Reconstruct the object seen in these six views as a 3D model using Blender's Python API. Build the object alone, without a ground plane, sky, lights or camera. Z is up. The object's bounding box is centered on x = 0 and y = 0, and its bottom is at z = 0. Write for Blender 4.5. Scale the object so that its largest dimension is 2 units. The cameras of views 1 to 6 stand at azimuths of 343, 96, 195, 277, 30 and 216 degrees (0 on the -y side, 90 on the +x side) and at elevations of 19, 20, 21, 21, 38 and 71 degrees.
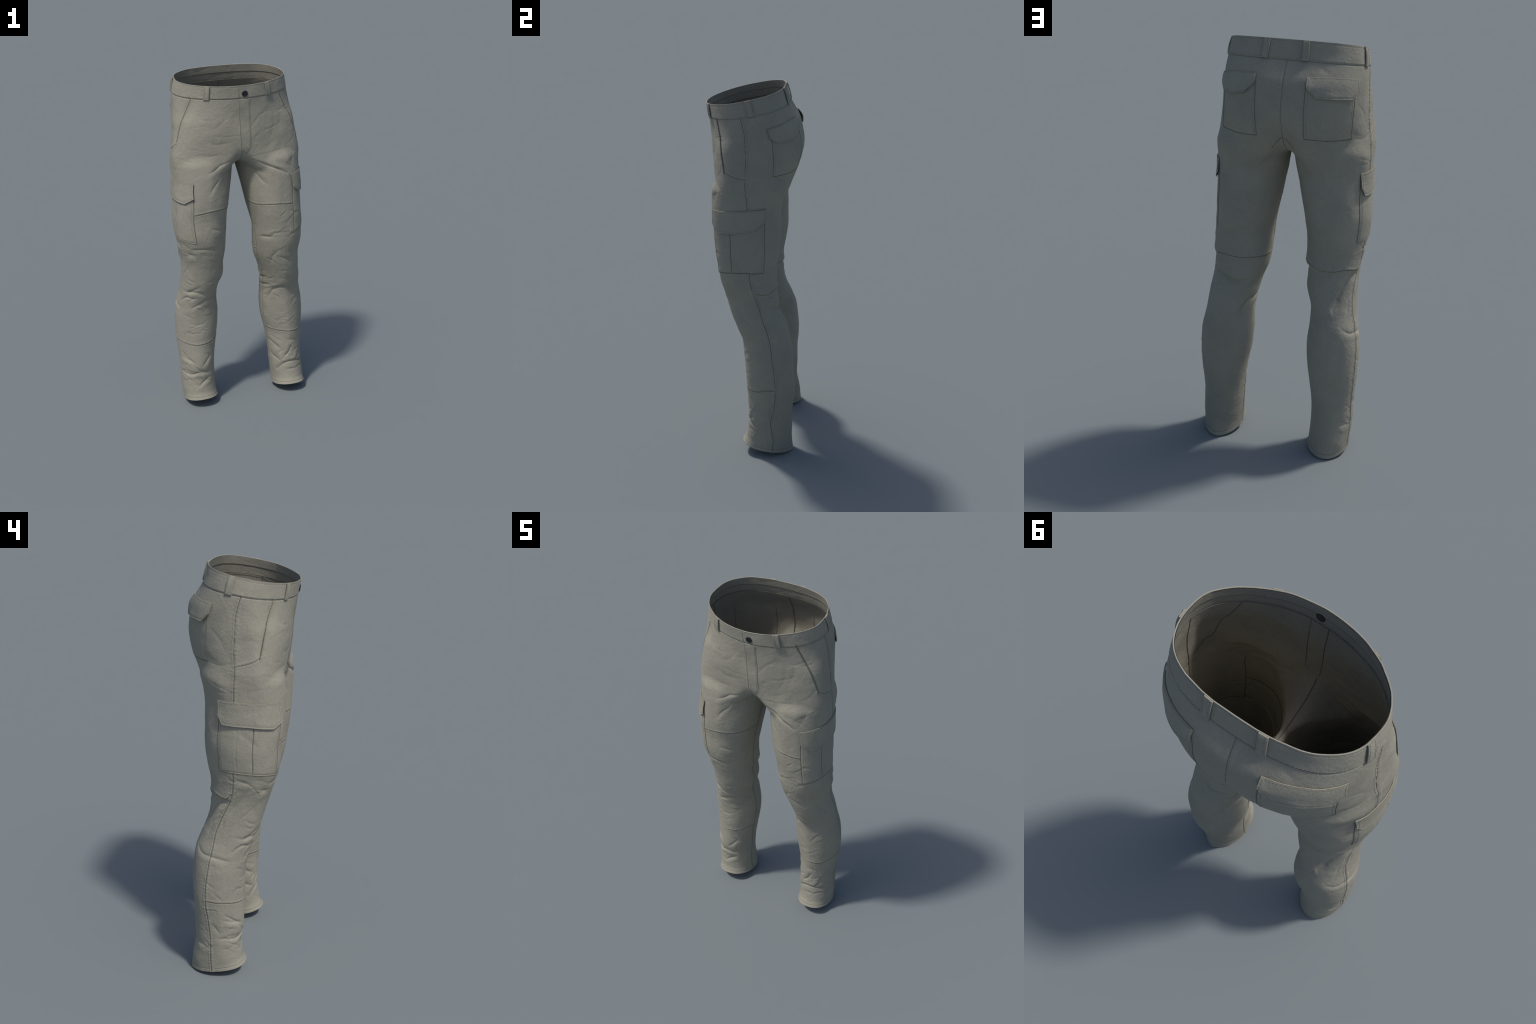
import math
import numpy as np

# ------------------------------------------------------------------ body form
# Trousers are drafted as two mirrored halves.  t runs once round a leg:
# 0 front centre, .25 outer side, .5 back centre, .75 inseam.
# Pelvis rows: z, half width, front y, back y, y of the widest line, front and back squareness
PELVIS = [
    (1.36, .356, -.208, .155, -.055, 2.6, 2.2),
    (1.42, .360, -.208, .170, -.062, 2.6, 2.16),
    (1.48, .363, -.208, .193, -.070, 2.6, 2.15),
    (1.54, .366, -.210, .217, -.074, 2.54, 2.17),
    (1.60, .356, -.214, .239, -.074, 2.46, 2.22),
    (1.67, .346, -.221, .257, -.068, 2.35, 2.32),
    (1.74, .339, -.224, .256, -.057, 2.21, 2.4),
    (1.81, .329, -.229, .237, -.036, 2.05, 2.5),
    (1.888, .319, -.238, .190, -.030, 1.95, 2.58),
    (1.967, .305, -.248, .166, -.041, 1.9, 2.6),
]
# Leg rows: z, cx, cy, half width, half depth, front and back squareness
LEG = {
    +1: [
        (0.031, 0.283, 0.032, 0.095, 0.134, 2.27, 1.75),
        (0.09, 0.283, 0.04, 0.098, 0.125, 2.19, 1.75),
        (0.18, 0.279, 0.048, 0.099, 0.121, 2.07, 1.9),
        (0.28, 0.278, 0.052, 0.101, 0.124, 1.95, 2),
        (0.38, 0.278, 0.057, 0.112, 0.131, 1.74, 2.13),
        (0.48, 0.272, 0.054, 0.126, 0.131, 1.74, 2.19),
        (0.58, 0.268, 0.051, 0.128, 0.134, 1.74, 2.18),
        (0.68, 0.2615, 0.04, 0.1175, 0.132, 1.74, 2.13),
        (0.76, 0.2555, 0.015, 0.1175, 0.138, 1.74, 2.09),
        (0.84, 0.2435, -0.015, 0.1205, 0.134, 1.74, 2.25),
        (0.92, 0.2285, -0.03, 0.1325, 0.14, 1.74, 2.25),
        (1, 0.2305, -0.042, 0.1395, 0.149, 2, 2.25),
        (1.1, 0.228, -0.044, 0.143, 0.161, 2.35, 1.84),
        (1.2, 0.218, -0.042, 0.149, 0.174, 2.35, 1.84),
        (1.3, 0.207, -0.04, 0.156, 0.18, 2.35, 1.84),
        (1.4, 0.198, -0.038, 0.169, 0.183, 2.35, 1.84),
        (1.5, 0.188, -0.022, 0.174, 0.194, 2.4, 2.08),
        (1.6, 0.185, 0, 0.177, 0.206, 2.4, 2.08),
    ],
    -1: [
        (0.031, 0.278, 0.05, 0.098, 0.133, 2.4, 1.93),
        (0.09, 0.282, 0.054, 0.1, 0.127, 2.32, 1.95),
        (0.18, 0.284, 0.051, 0.102, 0.115, 2.18, 2.01),
        (0.28, 0.282, 0.048, 0.104, 0.123, 2.01, 2.17),
        (0.38, 0.278, 0.052, 0.114, 0.122, 1.94, 2.31),
        (0.48, 0.271, 0.056, 0.124, 0.127, 1.97, 2.36),
        (0.58, 0.265, 0.054, 0.127, 0.128, 2.05, 2.31),
        (0.68, 0.259, 0.04, 0.116, 0.132, 2.09, 2.25),
        (0.76, 0.248, 0.013, 0.111, 0.132, 2.09, 2.23),
        (0.84, 0.229, -0.013, 0.121, 0.131, 2.07, 2.2),
        (0.92, 0.226, -0.028, 0.121, 0.137, 2.05, 2.15),
        (1, 0.224, -0.038, 0.133, 0.149, 2.2, 2.05),
        (1.1, 0.227, -0.041, 0.143, 0.17, 2.5, 1.84),
        (1.2, 0.224, -0.036, 0.152, 0.18, 2.5, 1.84),
        (1.3, 0.209, -0.038, 0.158, 0.188, 2.5, 1.84),
        (1.4, 0.195, -0.036, 0.168, 0.187, 2.5, 1.84),
        (1.5, 0.187, -0.022, 0.175, 0.194, 2.5, 2.08),
        (1.6, 0.185, 0, 0.179, 0.206, 2.5, 2.08),
    ],
}
Z_RIM, Z_HEM, Z_BAND = 1.966, .031, 1.888     # levels of the tilted rings
Z_FORK, Z_LEGTOP, Z_CROTCH = 1.580, 1.36, 1.487
WAIST_TILT, HEM_TILT = .166, -.205


def smooth(x):
    x = np.clip(x, 0, 1)
    return x * x * (3 - 2 * x)


def spline(table, z):
    """Cubic through the rows of a table, sampled at heights z."""
    T = np.asarray(table, float)
    Z, V = T[:, 0], T[:, 1:]
    m = np.gradient(V, Z, axis=0)
    z = np.clip(np.asarray(z, float), Z[0], Z[-1])
    i = np.clip(np.searchsorted(Z, z) - 1, 0, len(Z) - 2)
    h = (Z[i + 1] - Z[i])[..., None]
    s = (z - Z[i])[..., None] / h
    return ((2 * s**3 - 3 * s**2 + 1) * V[i] + (s**3 - 2 * s**2 + s) * h * m[i]
            + (-2 * s**3 + 3 * s**2) * V[i + 1] + (s**3 - s**2) * h * m[i + 1])


def spow(c, n):
    return np.sign(c) * np.abs(c) ** (2.0 / n)


def inner_round(z, n):
    """the inner thigh is rounder than the rest of the leg, most of all near the crotch"""
    return np.minimum(n, 2.1 - .52 * smooth((z - 1.22) / .2))


def leg_section(side, t, z):
    r = spline(LEG[side], z)
    cx, cy, rx, ry, nf, nb = (r[..., k] for k in range(6))
    a = 2 * np.pi * t
    c, s = np.cos(a), np.sin(a)
    n = np.where(c > 0, nf, nb)
    n = np.where(s < 0, np.where(c > 0, inner_round(z, n), n + .45 * smooth((z - 1.08) / .15)), n)
    rad = (np.abs(c) ** n + np.abs(s) ** n) ** (-1 / n)
    return cx + rx * rad * s, cy - ry * rad * c


def pelvis_section(t, z):
    r = spline(PELVIS, z)
    rx, yf, yb, yc, nf, nb = (r[..., k] for k in range(6))
    a = 2 * np.pi * t
    c, s = np.cos(a), np.sin(a)
    n = np.where(c > 0, nf, nb)
    rad = (np.abs(c) ** n + np.abs(s) ** n) ** (-1 / n)
    return rx * rad * np.abs(s), yc - np.where(c > 0, yc - yf, yb - yc) * rad * c


def ring_tilt(z):
    w = np.clip((z - 1.62) / (Z_RIM - 1.62), 0, 1.2)
    h = np.clip((.34 - z) / (.34 - Z_HEM), 0, 1)
    return WAIST_TILT * w + HEM_TILT * h * h


# crotch line in the plane x = 0: y, z
CROTCH_LINE = [(-.30, 1.70), (-.24, 1.61), (-.205, 1.562), (-.17, 1.528), (-.10, 1.501), (-.02, 1.492), (.06, 1.497), (.12, 1.518),
               (.17, 1.552), (.21, 1.603), (.25, 1.67), (.30, 1.78)]


def smin(a, b, k):
    h = np.clip(.5 + .5 * (b - a) / k, 0, 1)
    return b * (1 - h) + a * h - k * h * (1 - h)


def oval(dx, dy, rx, ry, n):
    return ((np.abs(dx / rx) ** n + np.abs(dy / ry) ** n) ** (1 / n) - 1) * np.minimum(rx, ry)


def body_field(side, x, y, z):
    """signed field, negative inside: hips with a hollowed crotch joined softly to one leg (x measured outwards)"""
    r = spline(PELVIS, z)
    rx, yf, yb, yc, nf, nb = (r[..., k] for k in range(6))
    front = y < yc
    hips = oval(x, y - yc, rx, np.where(front, yc - yf, yb - yc), np.where(front, nf, nb))
    low = spline(CROTCH_LINE, y)[..., 0] - .11 * smooth(np.abs(x) / .15)
    hips = -smin(-hips, -(low - z) * .8, .03)
    r = spline(LEG[side], np.minimum(z, 1.6))
    cx, cy, lx, ly, nf, nb = (r[..., k] for k in range(6))
    n = np.where(y < cy, nf, nb)
    leg = oval(x - cx, y - cy, lx, ly, np.where(x < cx, np.where(y < cy, inner_round(z, n), n + .45 * smooth((z - 1.08) / .15)), n))
    leg = leg + .05 * smooth((z - 1.50) / .14) + np.maximum(z - 1.6, 0)
    return smin(hips, leg, .010)


def settle(side, P, steps=7):
    """slide points onto the zero level of the body field"""
    X = np.stack([P[..., 0] * side, P[..., 1], P[..., 2]], -1)
    e = 1.5e-3
    for k in range(steps):
        f = body_field(side, X[..., 0], X[..., 1], X[..., 2])
        g = np.stack([(body_field(side, X[..., 0] + (a == 0) * e, X[..., 1] + (a == 1) * e, X[..., 2] + (a == 2) * e)
                       - body_field(side, X[..., 0] - (a == 0) * e, X[..., 1] - (a == 1) * e, X[..., 2] - (a == 2) * e)) / (2 * e)
                      for a in range(3)], -1)
        step = f[..., None] * g / np.maximum((g * g).sum(-1, keepdims=True), .15)
        n = np.linalg.norm(step, axis=-1, keepdims=True)
        step *= np.minimum(1, .012 / (n + 1e-9))
        on_plane = np.abs(X[..., 0]) < 1e-7
        X = X - step
        X[..., 0] = np.where(on_plane, 0, np.maximum(X[..., 0], 0))
    return np.stack([X[..., 0] * side, X[..., 1], X[..., 2]], -1)


def saddle(t):
    """starting guess of the centre seam under the crotch, t from .5 (back) to 1 (front)"""
    ang = np.pi * (t - .5) / .5
    fork = np.array(Z_FORK)
    yb, yf = pelvis_section(np.array(.5), fork)[1], pelvis_section(np.array(0.), fork)[1]
    y = (yb + yf) / 2 + (yb - yf) / 2 * np.cos(ang)
    z = spline(CROTCH_LINE, y)[..., 0]
    return y, np.minimum(z, Z_FORK)


def surface(side, t, z):
    """base point for ring fraction t and nominal level z (inner arc, t>.5, only below the fork)"""
    t, z = np.broadcast_arrays(np.asarray(t, float), np.asarray(z, float))
    outer = t <= .5
    q = np.clip((Z_FORK - z) / (Z_FORK - Z_LEGTOP), 0, 1)
    b_out = smooth(q)
    # outer arc: hips pass into the leg
    px, py = pelvis_section(np.where(outer, t, .25), np.maximum(z, 1.36))
    lx, ly = leg_section(side, t, np.minimum(z, 1.6))
    xo = px * (1 - b_out) + lx * b_out
    yo = py * (1 - b_out) + ly * b_out
    zo = z
    # inner arc hangs from the saddle curve
    ti = np.where(outer, .75, t)
    ys, zs = saddle(ti)
    m = smooth((np.sin(np.pi * (ti - .5) / .5) - .10) / .80)
    e = q * (1 - m) + q ** 1.6 * m
    zi = np.where(q < 1, zs * (1 - e) + Z_LEGTOP * e, z)
    lxi, lyi = leg_section(side, ti, np.minimum(zi, 1.6))
    d = np.clip(1 - e, 0, 1)
    b_in = b_out * (1 - m) + np.sqrt(1 - d ** 2.0) * m
    xi = lxi * b_in
    # next to the outer arc the seam follows the hips as they narrow
    end = np.where(ti < .75, .5, 0.)
    shift = pelvis_section(end, np.maximum(z, 1.36))[1] - pelvis_section(end, np.full(z.shape, Z_FORK))[1]
    yi = (ys + shift * (1 - m)) * (1 - b_out) + lyi * b_out
    x = np.where(outer, xo, xi)
    y = np.where(outer, yo, yi)
    zz = np.where(outer, zo, zi)
    cyl = np.where(z > 1.5, -.041, spline(LEG[side], np.clip(z, .035, 1.6))[..., 1])
    zz = zz + ring_tilt(z) * (y - cyl)
    P = np.stack([side * x, y, zz], -1)
    near = (z > 1.22) & (z < 1.80)
    if near.any():
        S = settle(side, P[near])
        w = (smooth((z[near] - 1.22) / .06) * smooth((1.80 - z[near]) / .06))[..., None]
        P[near] = P[near] * (1 - w) + S * w
    return P

# ------------------------------------------------------------------ drafting: seams, folds, pockets
# all lines are (t, z) control points on one leg; side +1 is the wearer's left
SIDE_SEAM = {
    +1: [(.243, 1.888), (.268, 1.751), (.275, 1.586), (.268, 1.427), (.268, 1.24), (.270, 1.082), (.275, 1.037),
         (.285, .971), (.302, .868), (.297, .768), (.285, .614), (.295, .482), (.290, .400), (.280, .276),
         (.262, .228), (.285, .10), (.286, .036)],
    -1: [(.258, 1.888), (.268, 1.826), (.278, 1.751), (.285, 1.652), (.285, 1.524), (.278, 1.435), (.276, 1.24),
         (.278, 1.082), (.280, .992), (.288, .943), (.307, .892), (.325, .823), (.320, .762), (.302, .693),
         (.302, .614), (.312, .482), (.315, .418), (.302, .310), (.288, .213), (.273, .077), (.271, .036)],
}
INSEAM = {
    +1: [(.75, 1.575), (.76, 1.36), (.772, 1.15), (.785, .989), (.781, .82), (.780, .711), (.782, .512),
         (.772, .322), (.755, .153), (.745, .036)],
    -1: [(.75, 1.575), (.755, 1.36), (.763, 1.106), (.765, 1.016), (.755, .765), (.765, .636), (.765, .503),
         (.768, .397), (.748, .234), (.770, .147), (.765, .036)],
}
THIGH_SEAM = {+1: [(-.225, 1.254), (-.16, 1.246), (-.06, 1.250), (0, 1.249), (.06, 1.243), (.076, 1.245)],
              -1: [(-.24, 1.252), (-.15, 1.252), (-.06, 1.257), (0, 1.254), (.05, 1.247), (.076, 1.243)]}
SHIN_SEAM = {+1: [(-.235, .412), (-.15, .408), (-.05, .404), (0, .400), (.07, .394), (.15, .398), (.22, .414), (.289, .420)],
             -1: [(-.235, .416), (-.14, .418), (-.05, .411), (.02, .407), (.10, .414), (.18, .424), (.25, .428), (.314, .430)]}
KNEE_BACK_SEAM = {+1: [(.287, .978), (.32, .966), (.367, .960), (.42, .968), (.512, .965), (.603, .967), (.70, .962), (.783, .956)],
                  -1: [(.284, .985), (.31, .956), (.37, .964), (.405, .967), (.497, .956), (.575, .959), (.63, .968), (.70, .963), (.764, .958)]}
SLASH = {+1: [(.132, 1.888), (.148, 1.81), (.165, 1.742), (.188, 1.622)],
         -1: [(.148, 1.888), (.164, 1.815), (.180, 1.751), (.205, 1.631)]}
SLASH_FOOT = {+1: [(.188, 1.622), (.23, 1.603), (.276, 1.584)],
              -1: [(.205, 1.631), (.245, 1.610), (.285, 1.589)]}
# folds: control points, width, depth (positive: pressed in)
FOLDS = {
    -1: [
        ([(.135, .753), (.068, .756), (-.025, .732)], .011, .0065),
        ([(.182, .693), (.145, .717), (.075, .711)], .009, .0060),
        ([(.072, .651), (.013, .675), (-.045, .696), (-.093, .693), (-.195, .672)], .010, .0060),
        ([(.133, .753), (.098, .768), (.05, .787)], .010, .0045),
        ([(.135, 1.007), (.10, 1.001)], .011, .0060),
        ([(.098, 1.040), (.003, 1.036), (-.062, 1.020)], .008, .0050),
        ([(-.03, 1.155), (-.098, 1.131)], .009, .0035),
        ([(.185, .355), (.128, .322), (.055, .289)], .011, .0055),
        ([(.20, .225), (.158, .219), (.09, .214), (.037, .225), (-.052, .216)], .010, .0065),
        ([(-.017, .273), (-.083, .322)], .010, .0050),
        ([(.025, .135), (-.025, .160), (-.078, .183)], .010, .0060),
        ([(.083, .286), (.033, .246), (-.073, .216)], .009, .0045),
        ([(.203, .328), (.08, .301)], .012, .0045),
        ([(.083, .548), (.025, .539), (-.03, .545)], .008, .0022),
        ([(-.022, .823), (-.127, .814), (-.223, .72)], .012, .0045),
        ([(.403, .69), (.352, .669), (.305, .666), (.247, .657), (.203, .648)], .008, .0050),
        ([(.273, .889), (.238, .947), (.203, 1.01)], .017, .0060),
        ([(.268, 1.061), (.208, 1.049)], .012, .0050),
        ([(.23, .258), (.27, .298)], .010, .0035),
        ([(.395, .18), (.33, .174)], .008, .0040),
        ([(.367, .768), (.36, .829), (.338, .856)], .010, .0045),
        ([(.472, .778), (.445, .808), (.41, .856), (.367, .913), (.335, .945)], .012, .0120),
                ([(.395, .78), (.365, .84), (.335, .90)], .022, -.0045),
        ([(.497, .931), (.465, 1.001)], .009, .0040),
        ([(.398, .204), (.283, .162)], .009, .0018),
        ([(.618, .72), (.575, .654)], .010, .0045),
        ([(.06, 1.472), (.045, 1.483), (.037, 1.505), (.018, 1.517)], .012, .0050),
        ([(.088, 1.646), (.065, 1.622), (.03, 1.628)], .012, .0032),
        ([(.103, 1.573), (.077, 1.558), (.058, 1.565)], .013, .0030),
        ([(-.005, 1.36), (-.012, 1.401), (-.02, 1.423)], .011, .0035),
        ([(.077, 1.712), (.06, 1.73), (.04, 1.772)], .011, .0028),
        ([(.335, 1.733), (.318, 1.703), (.305, 1.652)], .011, .0035),
        ([(.355, 1.592), (.325, 1.586), (.29, 1.601)], .010, .0035),
        ([(.362, 1.628), (.333, 1.601)], .010, .0030),
        ([(.278, 1.691), (.253, 1.709), (.21, 1.70)], .012, .0022),
        ([(.427, 1.868), (.413, 1.85)], .014, .0040),
        ([(.585, 1.128), (.53, 1.176)], .014, .0035),
        ([(.12, 1.80), (.10, 1.77), (.07, 1.765)], .012, .0022),
    ],
    +1: [
        ([(-.167, .611), (-.105, .684), (-.032, .702), (.037, .675), (.065, .651)], .011, .0065),
        ([(-.267, .696), (-.145, .714)], .009, .0055),
        ([(-.307, .741), (-.177, .765)], .008, .0050),
        ([(-.022, .919), (.03, .895), (.065, .875)], .009, .0045),
        ([(-.162, 1.049), (-.083, 1.052)], .010, .0050),
        ([(-.22, .331), (-.142, .304), (-.098, .286)], .012, .0055),
        ([(-.21, .24), (-.105, .204)], .012, .0055),
        ([(-.14, .141), (-.05, .187), (.048, .190), (.155, .171)], .010, .0075),
        ([(-.07, .222), (-.012, .261), (.015, .298)], .010, .0060),
        ([(.065, .204), (.105, .228)], .008, .0060),
        ([(-.037, .138), (.022, .138)], .008, .0045),
        ([(-.11, .868), (-.07, .934), (-.04, .962)], .013, .0045),
        ([(.018, 1.498), (.03, 1.476), (.05, 1.453), (.068, 1.425)], .011, .0070),
        ([(-.117, 1.449), (-.098, 1.405), (-.062, 1.367)], .012, .0040),
        ([(.028, 1.712), (.05, 1.772), (.072, 1.799)], .008, .0030),
        ([(.035, 1.646), (.045, 1.664)], .007, .0030),
        ([(.092, 1.435), (.122, 1.494), (.138, 1.535)], .014, .0035),
        ([(.263, .228), (.265, .292), (.29, .334)], .009, .0045),
        ([(.212, .79), (.173, .841), (.155, .901)], .018, .0050),
        ([(.275, 1.037), (.312, 1.013), (.39, 1.004)], .012, .0055),
        ([(.383, .877), (.473, .856), (.54, .844), (.605, .85)], .011, .0110),
        ([(.598, .654), (.613, .714), (.662, .75), (.74, .75)], .013, .0100),
        ([(.503, .12), (.575, .092)], .010, .0035),
        ([(.47, 1.221), (.522, 1.194), (.575, 1.224)], .014, .0060),
        ([(.388, 1.106), (.445, 1.085), (.503, 1.109)], .014, .0080),
        ([(.11, 1.83), (.12, 1.76), (.10, 1.68)], .016, .0035),
        ([(.07, 1.62), (.09, 1.70), (.095, 1.78)], .015, .0030),
        ([(.13, .25), (.06, .33), (-.02, .345)], .012, .0035),
        ([(.50, .90), (.515, .94)], .008, .0030),
    ],
}
# cargo pocket outline, hip pocket outline (front edge -> back edge)
CARGO = {
    +1: dict(left=[(.082, 1.405), (.067, 1.073)], right=[(.343, 1.418), (.351, 1.087)],
             foot=[(.067, 1.073), (.12, 1.083), (.18, 1.092), (.25, 1.094), (.30, 1.086), (.351, 1.085)],
             flap_top=[(.080, 1.412), (.155, 1.420), (.265, 1.427), (.345, 1.427)],
             flap_foot=[(.078, 1.342), (.124, 1.303), (.188, 1.305), (.235, 1.314), (.292, 1.318), (.344, 1.356)]),
    -1: dict(left=[(.092, 1.410), (.068, 1.079)], right=[(.338, 1.420), (.348, 1.099)],
             foot=[(.070, 1.079), (.13, 1.089), (.193, 1.096), (.268, 1.099), (.348, 1.097)],
             flap_top=[(.096, 1.420), (.15, 1.427), (.225, 1.431), (.339, 1.431)],
             flap_foot=[(.082, 1.342), (.126, 1.313), (.22, 1.323), (.320, 1.324), (.341, 1.364)]),
}
HIP = {
    +1: dict(left=[(.334, 1.80), (.349, 1.588)], right=[(.441, 1.80), (.450, 1.590)],
             foot=[(.349, 1.588), (.40, 1.582), (.450, 1.590)],
             flap_top=[(.323, 1.818), (.36, 1.822), (.40, 1.829), (.441, 1.829)],
             flap_foot=[(.329, 1.775), (.351, 1.744), (.39, 1.744), (.420, 1.754), (.441, 1.793)]),
    -1: dict(left=[(.345, 1.80), (.357, 1.595)], right=[(.452, 1.80), (.454, 1.597)],
             foot=[(.357, 1.595), (.408, 1.591), (.454, 1.597)],
             flap_top=[(.335, 1.835), (.398, 1.836), (.451, 1.830)],
             flap_foot=[(.337, 1.796), (.357, 1.757), (.432, 1.757), (.451, 1.796)]),
}
LOOPS = {+1: [.083, .280, .451], -1: [.098, .297, .461]}

# ------------------------------------------------------------------ cloth grid
NT = 336                       # columns round a leg
HALF = NT // 2
STEP = .0028
n_up = int((Z_RIM - Z_FORK) / STEP)
n_fork = 90
n_leg = int((Z_LEGTOP - Z_HEM) / STEP)
LEVEL = np.concatenate([np.linspace(Z_RIM, Z_FORK, n_up + 1), np.linspace(Z_FORK, Z_LEGTOP, n_fork + 1)[1:],
                        np.linspace(Z_LEGTOP, Z_HEM, n_leg + 1)[1:]])
band_row = int(np.abs(LEVEL - Z_BAND).argmin())
LEVEL[band_row] = Z_BAND
NF = n_up
NR = len(LEVEL)
TC = np.arange(NT + 1) / NT


class Noise3:
    """seeded lattice noise, smooth, about -1..1"""
    def __init__(self, seed):
        self.tab = np.random.default_rng(seed).uniform(-1, 1, 4096)

    def __call__(self, x, y, z):
        xi, yi, zi = (np.floor(c).astype(np.int64) for c in (x, y, z))
        fx, fy, fz = x - xi, y - yi, z - zi
        fx, fy, fz = (f * f * f * (f * (f * 6 - 15) + 10) for f in (fx, fy, fz))
        out = 0
        for dx in (0, 1):
            for dy in (0, 1):
                for dz in (0, 1):
                    h = ((xi + dx) * 73856093 ^ (yi + dy) * 19349663 ^ (zi + dz) * 83492791) & 4095
                    out = out + self.tab[h] * (fx if dx else 1 - fx) * (fy if dy else 1 - fy) * (fz if dz else 1 - fz)
        return out


noise_a, noise_b, noise_c, noise_d = Noise3(3), Noise3(11), Noise3(29), Noise3(41)


def crumple(P):
    """soft cloth unevenness (metres) as a function of place"""
    x, y, z = P[..., 0], P[..., 1], P[..., 2]
    wx = x + .02 * noise_c(x * 9, y * 9, z * 9)
    wz = z + .03 * noise_d(x * 7 + 5, y * 7, z * 7)
    d = .0022 * noise_a(wx * 9, y * 9, wz * 7)
    d = d + .0011 * noise_b(wx * 21, y * 21, wz * 17)
    ridge = 1 - np.abs(noise_c(wx * 15 + wz * 5 + 7, y * 15, wz * 13 - wx * 6))
    d = d + .0007 * (np.clip(ridge, 0, 1) ** 4 - .3)
    d = d + .00028 * noise_a(x * 90, y * 90, z * 90)
    return d


def wrap(dt):
    return dt - np.round(dt)


def dense(line, n):
    """smooth curve through control points, n samples"""
    P = np.asarray(line, float)
    s = np.concatenate([[0], np.cumsum(np.hypot(np.diff(P[:, 0]), np.diff(P[:, 1])))])
    if len(P) == 2:
        q = np.linspace(0, s[-1], n)
        return np.stack([np.interp(q, s, P[:, 0]), np.interp(q, s, P[:, 1])], 1)
    T = np.concatenate([s[:, None], P], 1)
    return spline(T, np.linspace(0, s[-1], n))


def line_distance(line, T, Z, scale, reach):
    """distance in metres, sign (which side) and fraction along, only within reach"""
    C = dense(line, max(6, 4 * len(line)))
    dist = np.full(T.shape, 9.0)
    along = np.zeros(T.shape)
    sgn = np.ones(T.shape)
    zmin, zmax = C[:, 1].min() - reach, C[:, 1].max() + reach
    tm = (C[:, 0].min() + C[:, 0].max()) / 2
    th = (C[:, 0].max() - C[:, 0].min()) / 2
    sel = (Z > zmin) & (Z < zmax) & (np.abs(wrap(T - tm)) * scale < th * scale + reach)
    if not sel.any():
        return dist, sgn, along
    t, z, k = wrap(T[sel] - tm), Z[sel], scale[sel]
    best = np.full(t.shape, 9.0)
    al = np.zeros(t.shape)
    sg = np.ones(t.shape)
    n = len(C) - 1
    for i in range(n):
        ax, ay = (C[i, 0] - tm) * k, C[i, 1]
        bx, by = (C[i + 1, 0] - tm) * k, C[i + 1, 1]
        ux, uy = bx - ax, by - ay
        px, py = t * k - ax, z - ay
        f = np.clip((px * ux + py * uy) / (ux * ux + uy * uy + 1e-12), 0, 1)
        d = np.hypot(px - f * ux, py - f * uy)
        m = d < best
        best[m] = d[m]
        al[m] = (i + f[m]) / n
        sg[m] = np.sign(ux * py - uy * px)[m]
    dist[sel], along[sel], sgn[sel] = best, al, sg
    return dist, sgn, along


def seam_relief(d, sgn, along, pucker, lip=1):
    g = -.0017 * np.exp(-(d / .0028) ** 2)
    one = (sgn * lip > 0)
    g = g + np.where(one, .0016 * np.exp(-((d - .006) / .0055) ** 2), .0006 * np.exp(-((d - .006) / .005) ** 2))
    ripple = np.sin(along * pucker) * .5 + np.sin(along * pucker * 1.73 + 1) * .5
    g = g + .0007 * ripple * np.exp(-((d - .009) / .007) ** 2) * (d < .03)
    return g


def small_creases(side):
    """short sharp wrinkles: knees, shins, groin and hips; slanting down towards the inseam"""
    rng = np.random.default_rng(77 + side)
    zones = [  # t range, z range, how many, slant
        ((-.20, .22), (.60, .84), 16, .25), ((-.18, .22), (.10, .36), 16, .45), ((-.20, .10), (.88, 1.20), 10, .5),
        ((.30, .62), (.80, .94), 9, .5), ((.03, .20), (1.44, 1.80), 9, .6), ((.30, .44), (1.42, 1.60), 6, .4),
        ((.10, .34), (.80, 1.06), 10, .7), ((.12, .40), (.10, .60), 12, .3), ((-.12, .12), (.44, .60), 8, .2)]
    out = []
    for (t0, t1), (z0, z1), n, slant in zones:
        for i in range(n):
            t, z = rng.uniform(t0, t1), rng.uniform(z0, z1)
            half = rng.uniform(.018, .045)
            a = rng.normal(slant, .35) * (1 if rng.random() < .7 else -1)
            dt, dz = half * math.cos(a) / .85, half * math.sin(a)
            bend = rng.uniform(-.25, .25) * half
            out.append(([(t - dt, z - dz), (t, z + bend), (t + dt, z + dz)], rng.uniform(.0045, .008), rng.uniform(.0010, .0022)))
    return out


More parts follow.
